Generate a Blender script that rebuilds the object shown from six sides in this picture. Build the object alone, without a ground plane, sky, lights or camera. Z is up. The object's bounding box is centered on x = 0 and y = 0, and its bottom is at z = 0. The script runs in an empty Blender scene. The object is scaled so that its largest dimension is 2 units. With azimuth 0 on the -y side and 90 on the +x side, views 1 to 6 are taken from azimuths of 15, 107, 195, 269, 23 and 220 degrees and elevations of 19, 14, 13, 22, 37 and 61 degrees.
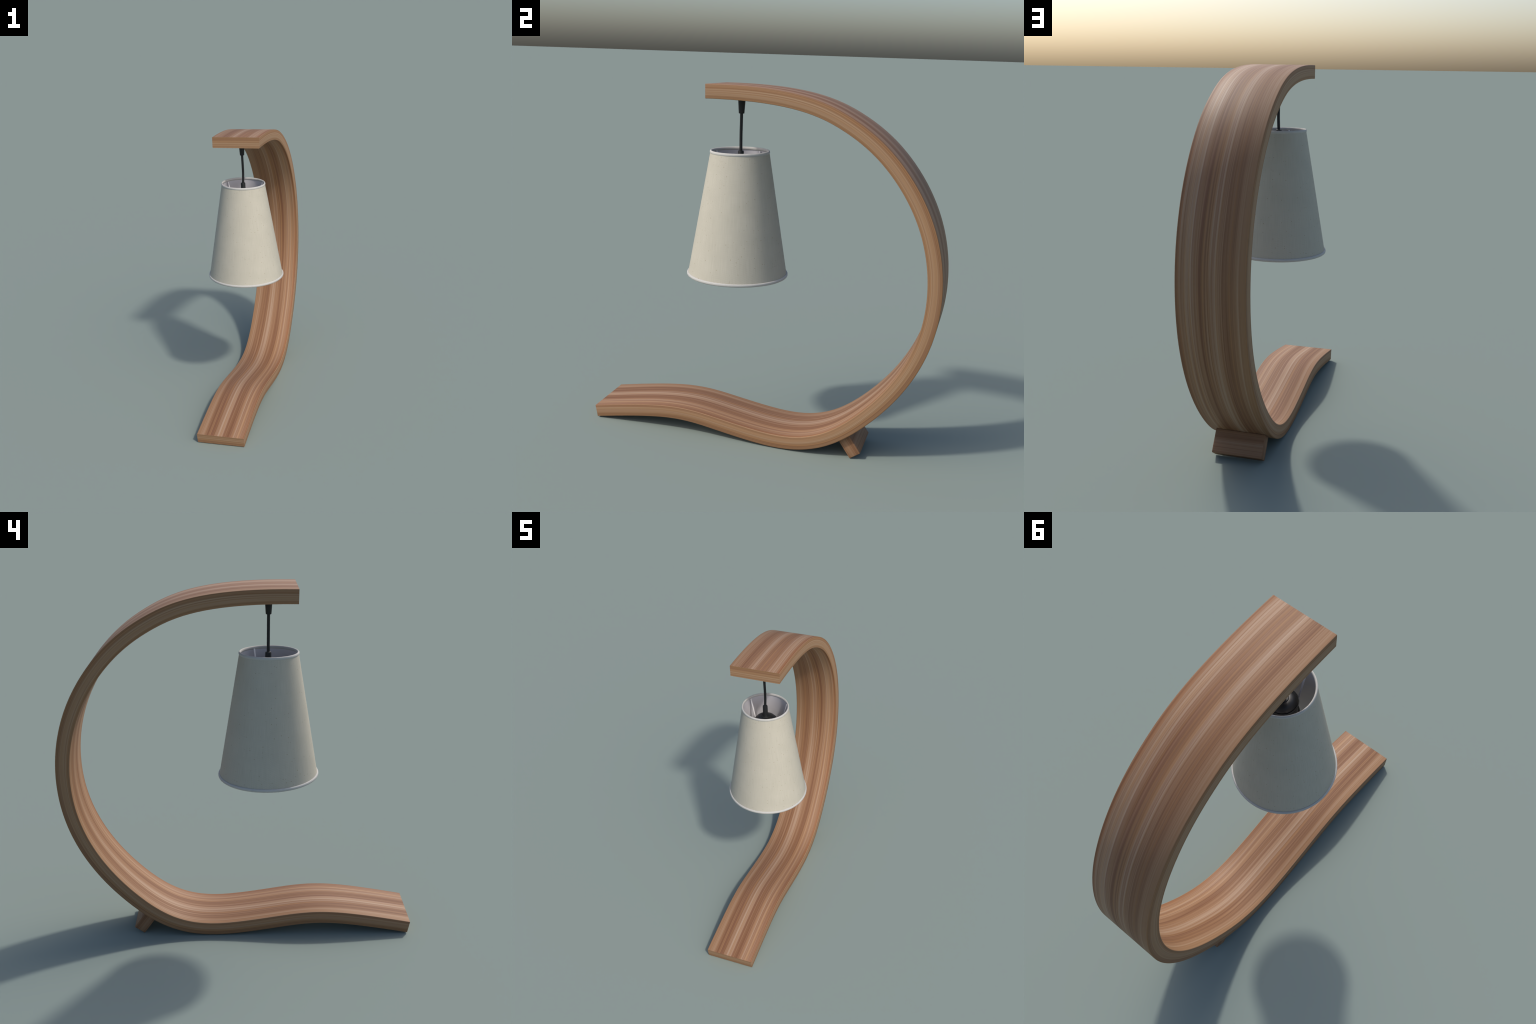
"""Table lamp: a bent plank of streaky wood sweeps from a flat foot up and over,
and a conical fabric shade hangs on a short black cord from its tip."""
import bpy, bmesh, math, random
from mathutils import Vector

random.seed(7)
COL = bpy.context.scene.collection


# ------------------------------------------------------------------ helpers
def new_object(name, mesh, parent=None):
    ob = bpy.data.objects.new(name, mesh)
    COL.objects.link(ob)
    ob.parent = parent
    return ob


def mesh_from(name, verts, faces, mats=(), smooth=40):
    me = bpy.data.meshes.new(name)
    me.from_pydata([tuple(v) for v in verts], [], faces)
    bm = bmesh.new()
    bm.from_mesh(me)
    bmesh.ops.recalc_face_normals(bm, faces=bm.faces)
    limit = math.radians(smooth)
    for f in bm.faces:
        f.smooth = True
    for e in bm.edges:
        if len(e.link_faces) == 2:
            e.smooth = e.calc_face_angle(0) < limit
    bm.to_mesh(me)
    bm.free()
    for m in mats:
        me.materials.append(m)
    return me


def lathe(profile, seg=96, sx=1.0, sy=1.0, close=False):
    """Rings of (radius, height) turned about z; close joins last ring to first."""
    verts, faces, n = [], [], len(profile)
    for r, z in profile:
        for i in range(seg):
            a = math.tau * i / seg
            verts.append((r * math.cos(a) * sx, r * math.sin(a) * sy, z))
    for j in range(n if close else n - 1):
        k = (j + 1) % n
        for i in range(seg):
            i2 = (i + 1) % seg
            faces.append((j * seg + i, j * seg + i2, k * seg + i2, k * seg + i))
    if not close:
        faces.append(tuple(range(seg)))
        faces.append(tuple((n - 1) * seg + i for i in range(seg)))
    return verts, faces


def tube(path, radius, seg=16):
    """Round rod along a list of points, capped."""
    verts, faces = [], []
    up = Vector((0.31, 0.95, 0.05)).normalized()
    for i, p in enumerate(path):
        a, b = path[max(i - 1, 0)], path[min(i + 1, len(path) - 1)]
        t = (b - a).normalized()
        u = t.cross(up).normalized()
        v = t.cross(u)
        for k in range(seg):
            w = math.tau * k / seg
            verts.append(p + radius * (math.cos(w) * u + math.sin(w) * v))
    for i in range(len(path) - 1):
        for k in range(seg):
            k2 = (k + 1) % seg
            faces.append((i * seg + k, i * seg + k2, (i + 1) * seg + k2, (i + 1) * seg + k))
    faces.append(tuple(range(seg)))
    faces.append(tuple((len(path) - 1) * seg + k for k in range(seg)))
    return verts, faces


# ------------------------------------------------------------------ node helpers
class Nodes:
    def __init__(self, name):
        self.mat = bpy.data.materials.new(name)
        self.mat.use_nodes = True
        self.t = self.mat.node_tree
        self.bsdf = self.t.nodes["Principled BSDF"]

    def n(self, kind, **kw):
        node = self.t.nodes.new("ShaderNode" + kind)
        for k, v in kw.items():
            setattr(node, k, v)
        return node

    def put(self, value, socket):
        if isinstance(value, bpy.types.NodeSocket):
            self.t.links.new(value, socket)
        else:
            socket.default_value = value

    def math(self, op, a, b=0.0, clamp=False):
        m = self.n("Math", operation=op, use_clamp=clamp)
        self.put(a, m.inputs[0])
        self.put(b, m.inputs[1])
        return m.outputs[0]

    def mix(self, fac, a, b, blend="MIX"):
        m = self.n("Mix", data_type="RGBA", blend_type=blend)
        self.put(fac, m.inputs[0])
        self.put(a if isinstance(a, bpy.types.NodeSocket) else (*a, 1), m.inputs[6])
        self.put(b if isinstance(b, bpy.types.NodeSocket) else (*b, 1), m.inputs[7])
        return m.outputs[2]

    def xyz(self, x, y, z):
        c = self.n("CombineXYZ")
        for s, v in zip(c.inputs, (x, y, z)):
            self.put(v, s)
        return c.outputs[0]

    def noise(self, vec, scale=1.0, detail=2.0, rough=0.5, dims="3D"):
        t = self.n("TexNoise", noise_dimensions=dims)
        self.put(vec, t.inputs["Vector"])
        t.inputs["Scale"].default_value = scale
        t.inputs["Detail"].default_value = detail
        t.inputs["Roughness"].default_value = rough
        return t.outputs["Fac"]

    def ramp(self, fac, stops, interp="LINEAR"):
        r = self.n("ValToRGB")
        r.color_ramp.interpolation = interp
        e = r.color_ramp.elements
        while len(e) < len(stops):
            e.new(0.5)
        for el, (p, c) in zip(e, stops):
            el.position = p
            el.color = (*c, 1) if len(c) == 3 else c
        self.put(fac, r.inputs[0])
        return r.outputs[0]

    def span(self, v, a, b, c=0.0, d=1.0, smooth=False):
        m = self.n("MapRange", interpolation_type="SMOOTHSTEP" if smooth else "LINEAR")
        self.put(v, m.inputs["Value"])
        for k, x in zip(("From Min", "From Max", "To Min", "To Max"), (a, b, c, d)):
            m.inputs[k].default_value = x
        return m.outputs[0]

    def bump(self, h, strength, dist):
        b = self.n("Bump")
        b.inputs["Strength"].default_value = strength
        b.inputs["Distance"].default_value = dist
        self.put(h, b.inputs["Height"])
        self.put(b.outputs[0], self.bsdf.inputs["Normal"])

    def finish(self, color, rough, spec=0.5):
        self.put(color if isinstance(color, bpy.types.NodeSocket) else (*color, 1), self.bsdf.inputs["Base Color"])
        self.put(rough, self.bsdf.inputs["Roughness"])
        self.put(spec, self.bsdf.inputs["Specular IOR Level"])
        return self.mat


def grey(v):
    return (v, v, v)


# ------------------------------------------------------------------ materials
def wood(name, kind):
    """Streaky veneer. Generated coordinates are those of the straight plank before
    it is bent: x across the width, y along, z through the thickness, in metres
    (see plank_space). The kind says which way the streaks run on these faces."""
    m = Nodes(name)
    sep = m.n("SeparateXYZ")
    m.put(m.n("TexCoord").outputs["Generated"], sep.inputs[0])
    x, y, z = (m.math("MULTIPLY_ADD", o, 2.0) for o in sep.outputs)
    for sock in (x, y, z):
        sock.node.inputs[2].default_value = -1.0
    across, along, narrow, seed = {
        "face": (x, y, False, 0.0), "edge": (z, y, True, 5.0), "end": (z, x, True, 8.0),
        "block_face": (z, x, True, 13.0), "block_side": (y, z, True, 17.0)}[kind]
    # slow wander of the streaks along the grain
    wander = m.noise(m.xyz(m.math("MULTIPLY", across, 3.0), m.math("MULTIPLY", along, 1.3), seed), 1.0, 1.0)
    wander = m.math("MULTIPLY", m.math("SUBTRACT", wander, 0.5), 0.008 if narrow else 0.022)
    a = m.math("ADD", across, wander)

    def streak(freq, slow, off, detail=2.0, rough=0.5):
        return m.math("SUBTRACT", m.noise(m.xyz(m.math("MULTIPLY", a, freq), m.math("MULTIPLY", along, slow), seed + off), 1.0, detail, rough), 0.5)

    if narrow:
        lo, mid, hi = (0.205, 0.098, 0.045), (0.280, 0.158, 0.082), (0.370, 0.246, 0.152)
        u = m.span(a, -0.037, 0.037)
        base = m.ramp(u, [(0.0, grey(0.42)), (0.12, grey(0.36)), (0.24, grey(0.64)), (0.34, grey(0.50)), (0.46, grey(0.70)), (0.56, grey(0.48)), (0.66, grey(0.50)), (0.76, grey(0.20)), (0.90, grey(0.22)), (1.0, grey(0.34))])
        parts = ((60.0, 0.9, 6.3, 0.55), (230.0, 0.6, 3.7, 1.20), (560.0, 1.6, 9.1, 0.55))
    else:
        lo, mid, hi = (0.178, 0.080, 0.040), (0.270, 0.143, 0.075), (0.398, 0.270, 0.182)
        u = m.span(a, -0.166, 0.166)
        base = m.ramp(u, [(0.0, grey(0.40)), (0.07, grey(0.55)), (0.14, grey(0.50)), (0.20, grey(0.25)), (0.32, grey(0.16)), (0.38, grey(0.42)), (0.455, grey(0.80)), (0.50, grey(0.58)), (0.56, grey(0.30)), (0.64, grey(0.10)), (0.71, grey(0.30)), (0.775, grey(0.74)), (0.82, grey(0.55)), (0.87, grey(0.74)), (0.93, grey(0.46)), (0.97, grey(0.20)), (1.0, grey(0.30))])
        parts = ((32.0, 0.8, 6.3, 0.70), (120.0, 0.45, 3.7, 1.45), (330.0, 0.8, 9.1, 0.75))
    v = base
    for freq, slow, off, amount in parts:
        v = m.math("ADD", v, m.math("MULTIPLY", streak(freq, slow, off, 2.0, 0.55), amount))
    v = m.math("ADD", v, m.math("MULTIPLY", streak(900.0, 55.0, 1.9), 0.14), clamp=True)
    col = m.ramp(v, [(0.0, lo), (0.42, mid), (1.0, hi)])
    # ochre and rosy veins drift between the streaks
    tint = streak(70.0, 0.4, 21.0, 1.0)
    col = m.mix(m.span(tint, 0.02, 0.20, 0.0, 0.50), col, (0.350, 0.180, 0.078))
    col = m.mix(m.span(tint, -0.04, -0.20, 0.0, 0.30), col, (0.240, 0.115, 0.072))
    if kind == "face":             # warmer flanks, one ochre, one rust
        flank = m.math("ADD", u, m.math("MULTIPLY", tint, 0.25))
        col = m.mix(m.span(flank, 0.22, 0.02, 0.0, 0.42), col, (0.330, 0.190, 0.095))
        col = m.mix(m.span(flank, 0.93, 1.0, 0.0, 0.50), col, (0.290, 0.120, 0.050))
    if kind.startswith("block"):
        col = m.mix(1.0, col, (0.86, 0.80, 0.80), "MULTIPLY")
    m.bump(v, 0.08, 0.002)
    return m.finish(col, m.span(v, 0, 1, 0.62, 0.54), 0.28)


def fabric():
    m = Nodes("woven_fabric")
    sep = m.n("SeparateXYZ")
    m.put(m.n("TexCoord").outputs["Object"], sep.inputs[0])
    x, y, z = sep.outputs
    ang = m.math("ARCTAN2", y, x)
    arc = m.math("MULTIPLY", ang, 0.215)          # metres round the shade
    twill = m.math("SINE", m.math("ADD", m.math("MULTIPLY", arc, 1100.0), m.math("MULTIPLY", z, 640.0)))
    thread = m.noise(m.xyz(m.math("MULTIPLY", arc, 420.0), m.math("MULTIPLY", z, 9.0), 0.0), 1.0, 2.0)
    weft = m.noise(m.xyz(m.math("MULTIPLY", arc, 14.0), m.math("MULTIPLY", z, 210.0), 4.0), 1.0, 2.0)
    cloud = m.noise(m.xyz(arc, z, 0.0), 9.0, 2.0)
    t = m.math("MULTIPLY_ADD", twill, 0.13)
    t.node.inputs[2].default_value = 0.5
    for part, amount in ((thread, 0.40), (weft, 0.10), (cloud, 0.22)):
        t = m.math("ADD", t, m.math("MULTIPLY", m.math("SUBTRACT", part, 0.5), amount))
    col = m.ramp(t, [(0.30, (0.410, 0.386, 0.318)), (0.70, (0.512, 0.484, 0.408))])
    # slubs: little brown flecks
    vor = m.n("TexVoronoi")
    m.put(m.xyz(arc, m.math("MULTIPLY", z, 0.8), 0.0), vor.inputs["Vector"])
    vor.inputs["Scale"].default_value = 78.0
    pick = m.n("SeparateColor")
    m.put(vor.outputs["Color"], pick.inputs[0])
    fleck = m.math("MULTIPLY", m.span(vor.outputs["Distance"], 0.19, 0.08), m.span(pick.outputs[0], 0.55, 0.95, 0.0, 0.85))
    col = m.mix(fleck, col, (0.25, 0.19, 0.11))
    m.bump(t, 0.25, 0.0015)
    m.bsdf.inputs["Sheen Weight"].default_value = 0.0
    return m.finish(col, 0.95, 0.1)


def plain(name, color, rough, spec=0.5, grain=0.0, scale=60.0):
    m = Nodes(name)
    c = m.n("TexCoord").outputs["Object"]
    f = m.noise(c, scale, 3.0)
    col = m.mix(m.span(f, 0.3, 0.7, 0.0, grain), color, tuple(k * 0.7 for k in color))
    return m.finish(col, rough, spec)


WOOD_FACE = wood("streaky_wood_face", "face")
WOOD_EDGE = wood("streaky_wood_edge", "edge")
WOOD_END = wood("streaky_wood_end", "end")
BLOCK_FACE = wood("block_wood_face", "block_face")
BLOCK_SIDE = wood("block_wood_side", "block_side")
FABRIC = fabric()
TRIM = plain("shade_trim_tape", (0.485, 0.475, 0.448), 0.75, 0.25, 0.15)
LINING = plain("shade_lining_film", (0.58, 0.565, 0.585), 0.6, 0.3, 0.1, 30)
WIRE = plain("coated_wire", (0.70, 0.68, 0.68), 0.4, 0.5, 0.05)
RUBBER = plain("black_rubber", (0.011, 0.012, 0.013), 0.55, 0.4, 0.2, 120)
PLASTIC = plain("black_gloss_plastic", (0.013, 0.013, 0.013), 0.36, 0.5, 0.1)

# ------------------------------------------------------------------ the thing
lamp = bpy.data.objects.new("table_lamp", None)
COL.objects.link(lamp)
lamp["label"] = "table lamp with curved wooden arm and hanging cream shade"
lamp["category"] = "table lamp"

# ------------------------------------------------------------------ bent wooden stand
# control points (y, z) of the cubic B-spline that the middle of the plank follows
SPINE = [(-0.3035, 1.9620), (0.1466, 1.9684), (0.4849, 1.8465), (0.7393, 1.6218), (0.9056, 1.3431), (0.9682, 1.0333),
         (0.9347, 0.7281), (0.8085, 0.4606), (0.6235, 0.2439), (0.4283, 0.0885), (0.2186, 0.0322), (-0.0097, 0.0508),
         (-0.2421, 0.0906), (-0.4667, 0.1246), (-0.7053, 0.0920), (-0.9840, 0.0378)]
HALF_WIDTH = 0.1670


def thickness(t):
    q = 2 * t - 1
    return 0.0762 + 0.0027 * q * q - 0.0016 * q ** 3 - 0.0053 * q ** 4


def bspline(points, t):
    """Clamped uniform cubic B-spline (de Boor)."""
    n, k = len(points), 3
    knots = [0.0] * k + [i / (n - k) for i in range(n - k + 1)] + [1.0] * k
    t = min(max(t, 0.0), 1.0 - 1e-9)
    j = max(i for i in range(k, n) if knots[i] <= t)
    d = [Vector(points[i]) for i in range(j - k, j + 1)]
    for r in range(1, k + 1):
        for i in range(k, r - 1, -1):
            lo, hi = knots[i + j - k], knots[i + 1 + j - r]
            d[i] = d[i - 1].lerp(d[i], (t - lo) / (hi - lo))
    return d[k]


def lean(z):
    """The stand leans a hair to +x as it rises."""
    return -0.0043 + 0.004 * z


def plank_section(half_w, half_t, r):
    """Rounded rectangle, (across, through), corner by corner."""
    pts = []
    for cx, cz, a0 in ((1, 1, 0), (-1, 1, 90), (-1, -1, 180), (1, -1, 270)):
        for k in range(4):
            a = math.radians(a0 + 30 * k)
            pts.append((cx * (half_w - r) + r * math.cos(a), cz * (half_t - r) + r * math.sin(a)))
    return pts


def plank_space(mesh):
    """Texture space of one metre: Generated = metres * 0.5 + 0.5."""
    mesh.use_auto_texspace = False
    mesh.texspace_location = (0, 0, 0)
    mesh.texspace_size = (1, 1, 1)


STEPS = 220
dense = [bspline(SPINE, i / (STEPS * 4)) for i in range(STEPS * 4 + 1)]
length = [0.0]
for p, q in zip(dense, dense[1:]):
    length.append(length[-1] + (q - p).length)
bent, flat, faces, slots = [], [], [], []
SECTION = 16
for i in range(STEPS + 1):
    j = 4 * i
    p = dense[j]
    g = (dense[min(j + 1, len(dense) - 1)] - dense[max(j - 1, 0)]).normalized()
    nrm = Vector((-g.y, g.x))                    # towards the outside of the bow
    for x, h in plank_section(HALF_WIDTH, thickness(i / STEPS) / 2, 0.0035):
        c = p + nrm * h
        bent.append((lean(c.y) + x, c.x, c.y))
        flat.append((x, length[j], h))
for i in range(STEPS):
    for k in range(SECTION):
        k2 = (k + 1) % SECTION
        faces.append((i * SECTION + k, i * SECTION + k2, (i + 1) * SECTION + k2, (i + 1) * SECTION + k))
        slots.append(0 if k in (3, 11) else 1)
faces += [tuple(range(SECTION)), tuple(STEPS * SECTION + k for k in range(SECTION))]
slots += [2, 2]
me = mesh_from("curved_stand", flat, faces, (WOOD_FACE, WOOD_EDGE, WOOD_END))
me.polygons.foreach_set("material_index", slots)
plank_space(me)
stand = new_object("curved_stand", me, lamp)
# the plank is made straight and bent by its shape key, so its grain follows the bow
stand.shape_key_add(name="straight")
key = stand.shape_key_add(name="bent")
for kp, c in zip(key.data, bent):
    kp.co = c
key.value = 1.0


# ------------------------------------------------------------------ small block under the back of the bend
BLOCK_T, BLOCK_L, BLOCK_W = 0.071, 0.125, 0.1350
bm = bmesh.new()
bmesh.ops.create_cube(bm, size=1.0)
for v in bm.verts:
    v.co = Vector((2 * BLOCK_W * v.co.x, BLOCK_T * v.co.y, BLOCK_L * v.co.z))
bmesh.ops.bevel(bm, geom=list(bm.edges), offset=0.005, segments=3, affect="EDGES", profile=0.5)
for f in bm.faces:
    f.material_index = 1 if abs(f.normal.x) > 0.7 else 0
    f.smooth = True
me = bpy.data.meshes.new("support_block")
bm.to_mesh(me)
bm.free()
me.materials.append(BLOCK_FACE)
me.materials.append(BLOCK_SIDE)
plank_space(me)
block = new_object("support_block", me, lamp)
tilt = math.radians(35.1)
side, up = Vector((0, math.cos(tilt), math.sin(tilt))), Vector((0, -math.sin(tilt), math.cos(tilt)))
block.location = Vector((-0.0045, 0.5655, -0.0015)) + side * BLOCK_T / 2 + up * BLOCK_L / 2
block.rotation_euler = (tilt, 0, 0)

# ------------------------------------------------------------------ hanging shade
AXIS = Vector((0.0, -0.1612, 0.0))
LEAN = 0.0060                                         # x shift of the top rim against the bottom
TOP_Z, BOT_Z = 1.6396, 0.9568
TOP_R, BOT_R = (0.1525, -0.0015, -0.0034), (0.2712, -0.0016, -0.0056)   # mean radius, and how it is squeezed out of round
TAPE = 0.0082


def out_of_round(r, a):
    return r[0] + r[1] * math.cos(2 * a) + r[2] * math.sin(2 * a)


def oval_ring(shape, z, slope_x, slope_y, r, high, seg=128, cs=16, dx=0.0):
    verts, faces = [], []
    for i in range(seg):
        a = math.tau * i / seg
        for k in range(cs):
            b = math.tau * k / cs
            R = out_of_round(shape, a) + r * math.cos(b)
            X, Y = R * math.cos(a), R * math.sin(a)
            verts.append((X + dx, Y, z + high * math.sin(b) + slope_x * X + slope_y * Y))
    for i in range(seg):
        for k in range(cs):
            i2, k2 = (i + 1) % seg, (k + 1) % cs
            faces.append((i * cs + k, i2 * cs + k, i2 * cs + k2, i * cs + k2))
    return verts, faces


TOP_TILT, BOT_TILT = (-0.0180, 0.0060), (-0.004, -0.006)


def cone_wall(offset_top, offset_bot, seg=160, rows=24):
    """Open oval cone from the top tape to the bottom tape."""
    verts = []
    for j in range(rows + 1):
        t = j / rows
        for i in range(seg):
            a = math.tau * i / seg
            R = (out_of_round(TOP_R, a) + offset_top) * (1 - t) + (out_of_round(BOT_R, a) + offset_bot) * t
            X, Y = R * math.cos(a), R * math.sin(a)
            tilt = [TOP_TILT[k] * (1 - t) + BOT_TILT[k] * t for k in (0, 1)]
            verts.append((X + LEAN * (1 - t), Y, TOP_Z * (1 - t) + BOT_Z * t + tilt[0] * X + tilt[1] * Y))
    return verts, rows, seg


def wall_faces(rows, seg, base=0, flip=False):
    out = []
    for j in range(rows):
        for i in range(seg):
            i2 = (i + 1) % seg
            f = (base + j * seg + i, base + j * seg + i2, base + (j + 1) * seg + i2, base + (j + 1) * seg + i)
            out.append(f[::-1] if flip else f)
    return out


def solid_wall(name, out_t, out_b, thick, mat, parent):
    va, rows, seg = cone_wall(out_t, out_b)
    vb, _, _ = cone_wall(out_t - thick, out_b - thick)
    n = len(va)
    faces = wall_faces(rows, seg) + wall_faces(rows, seg, n, True)
    for j in (0, rows):
        for i in range(seg):
            i2 = (i + 1) % seg
            faces.append((j * seg + i, j * seg + i2, n + j * seg + i2, n + j * seg + i))
    ob = new_object(name, mesh_from(name, va + vb, faces, (mat,)), parent)
    ob.location = AXIS
    return ob


shade = solid_wall("lamp_shade", 0.0048, 0.0012, 0.0022, FABRIC, lamp)
lining = solid_wall("shade_lining", 0.0022, -0.0014, 0.0016, LINING, shade)
lining.location = (0, 0, 0)
for rr, z, tilt, dx, half in ((TOP_R, TOP_Z, TOP_TILT, LEAN, 0.0056), (BOT_R, BOT_Z, BOT_TILT, 0, 0.0066)):
    # the tape is narrower than it is high and sits on the outer side of the wire
    v, f = oval_ring((rr[0] + TAPE - half, rr[1], rr[2]), z, *tilt, half, 0.0088, dx=dx)
    new_object("shade_trim", mesh_from("shade_trim", v, f, (TRIM,)), shade)

# ------------------------------------------------------------------ socket, cord, strain relief (z measured from the ground)
HX, HY = 0.0035 - AXIS.x, -0.1570 - AXIS.y
spoke_bottom = 1.39
for deg in (151, 31, 262):
    a = math.radians(deg)
    d = Vector((math.cos(a), math.sin(a), 0))
    top = Vector((HX, HY, 0)) * 0.3 + d * 0.146 + Vector((0, 0, 1.634))
    end = Vector((HX, HY, 0)) + d * 0.078 + Vector((0, 0, spoke_bottom))
    # flat strap, its broad side facing the axis
    wide = Vector((-d.y, d.x, 0)) * 0.0045
    deep = (end - top).normalized().cross(wide.normalized()) * 0.0011
    v = [p + a * wide + b * deep for p in (top, end) for a, b in ((1, 1), (-1, 1), (-1, -1), (1, -1))]
    f = [(0, 1, 2, 3), (4, 5, 6, 7)] + [(k, (k + 1) % 4, 4 + (k + 1) % 4, 4 + k) for k in range(4)]
    new_object("shade_spoke", mesh_from("shade_spoke", v, f, (WIRE,)), shade)
v, f = oval_ring((0.0785, 0, 0), spoke_bottom, 0, 0, 0.0032, 0.0032, 72, 10)
new_object("fitter_ring", mesh_from("fitter_ring", [(p[0] + HX, p[1] + HY, p[2]) for p in v], f, (WIRE,)), shade)

v, f = lathe([(0.070, 1.532), (0.0725, 1.528), (0.0735, 1.46), (0.080, 1.455), (0.080, 1.43), (0.0745, 1.425), (0.070, 1.33), (0.066, 1.322), (0.050, 1.322), (0.050, 1.36)])
holder = new_object("lamp_holder", mesh_from("lamp_holder", v, f, (PLASTIC,), 30), lamp)
holder.location = (0.0035, -0.1570, 0)
dome = [(0.030, 1.568)] + [(0.030 + 0.041 * math.sin(a), 1.536 + 0.032 * math.cos(a)) for a in [math.radians(d) for d in (12, 25, 38, 50, 62, 74, 84, 90)]]
v, f = lathe([(0.0712, 1.5385), (0.0722, 1.5412), (0.0738, 1.5420), (0.0752, 1.5410), (0.0756, 1.5380), (0.0745, 1.5340), (0.068, 1.533)][::-1] + dome[::-1])
new_object("holder_cap", mesh_from("holder_cap", v, f, (PLASTIC,), 30), holder)
v, f = lathe([(0.030, 1.562), (0.030, 1.570), (0.0275, 1.572), (0.019, 1.571), (0.0168, 1.575), (0.0164, 1.640), (0.0150, 1.6455), (0.0085, 1.6475)], 40)
new_object("cord_grip", mesh_from("cord_grip", v, f, (RUBBER,), 30), holder)

# the cord sags a little sideways on its way down
cord_path = [(0.0045, -0.1578, 1.905), (0.0050, -0.1576, 1.85), (0.0058, -0.1572, 1.80), (0.0075, -0.1572, 1.74), (0.0065, -0.1570, 1.69), (0.0040, -0.1570, 1.65), (0.0035, -0.1570, 1.60)]
path = [bspline(cord_path, k / 40) for k in range(41)]
v, f = tube(path, 0.0083, 20)
new_object("cord", mesh_from("cord", v, f, (RUBBER,)), lamp)
v, f = lathe([(0.0200, 1.935), (0.0198, 1.915), (0.0156, 1.850), (0.0148, 1.8455), (0.0085, 1.8445)], 40)
relief = new_object("strain_relief", mesh_from("strain_relief", v, f, (RUBBER,), 30), lamp)
relief.location = (0.0052, -0.1576, 0)
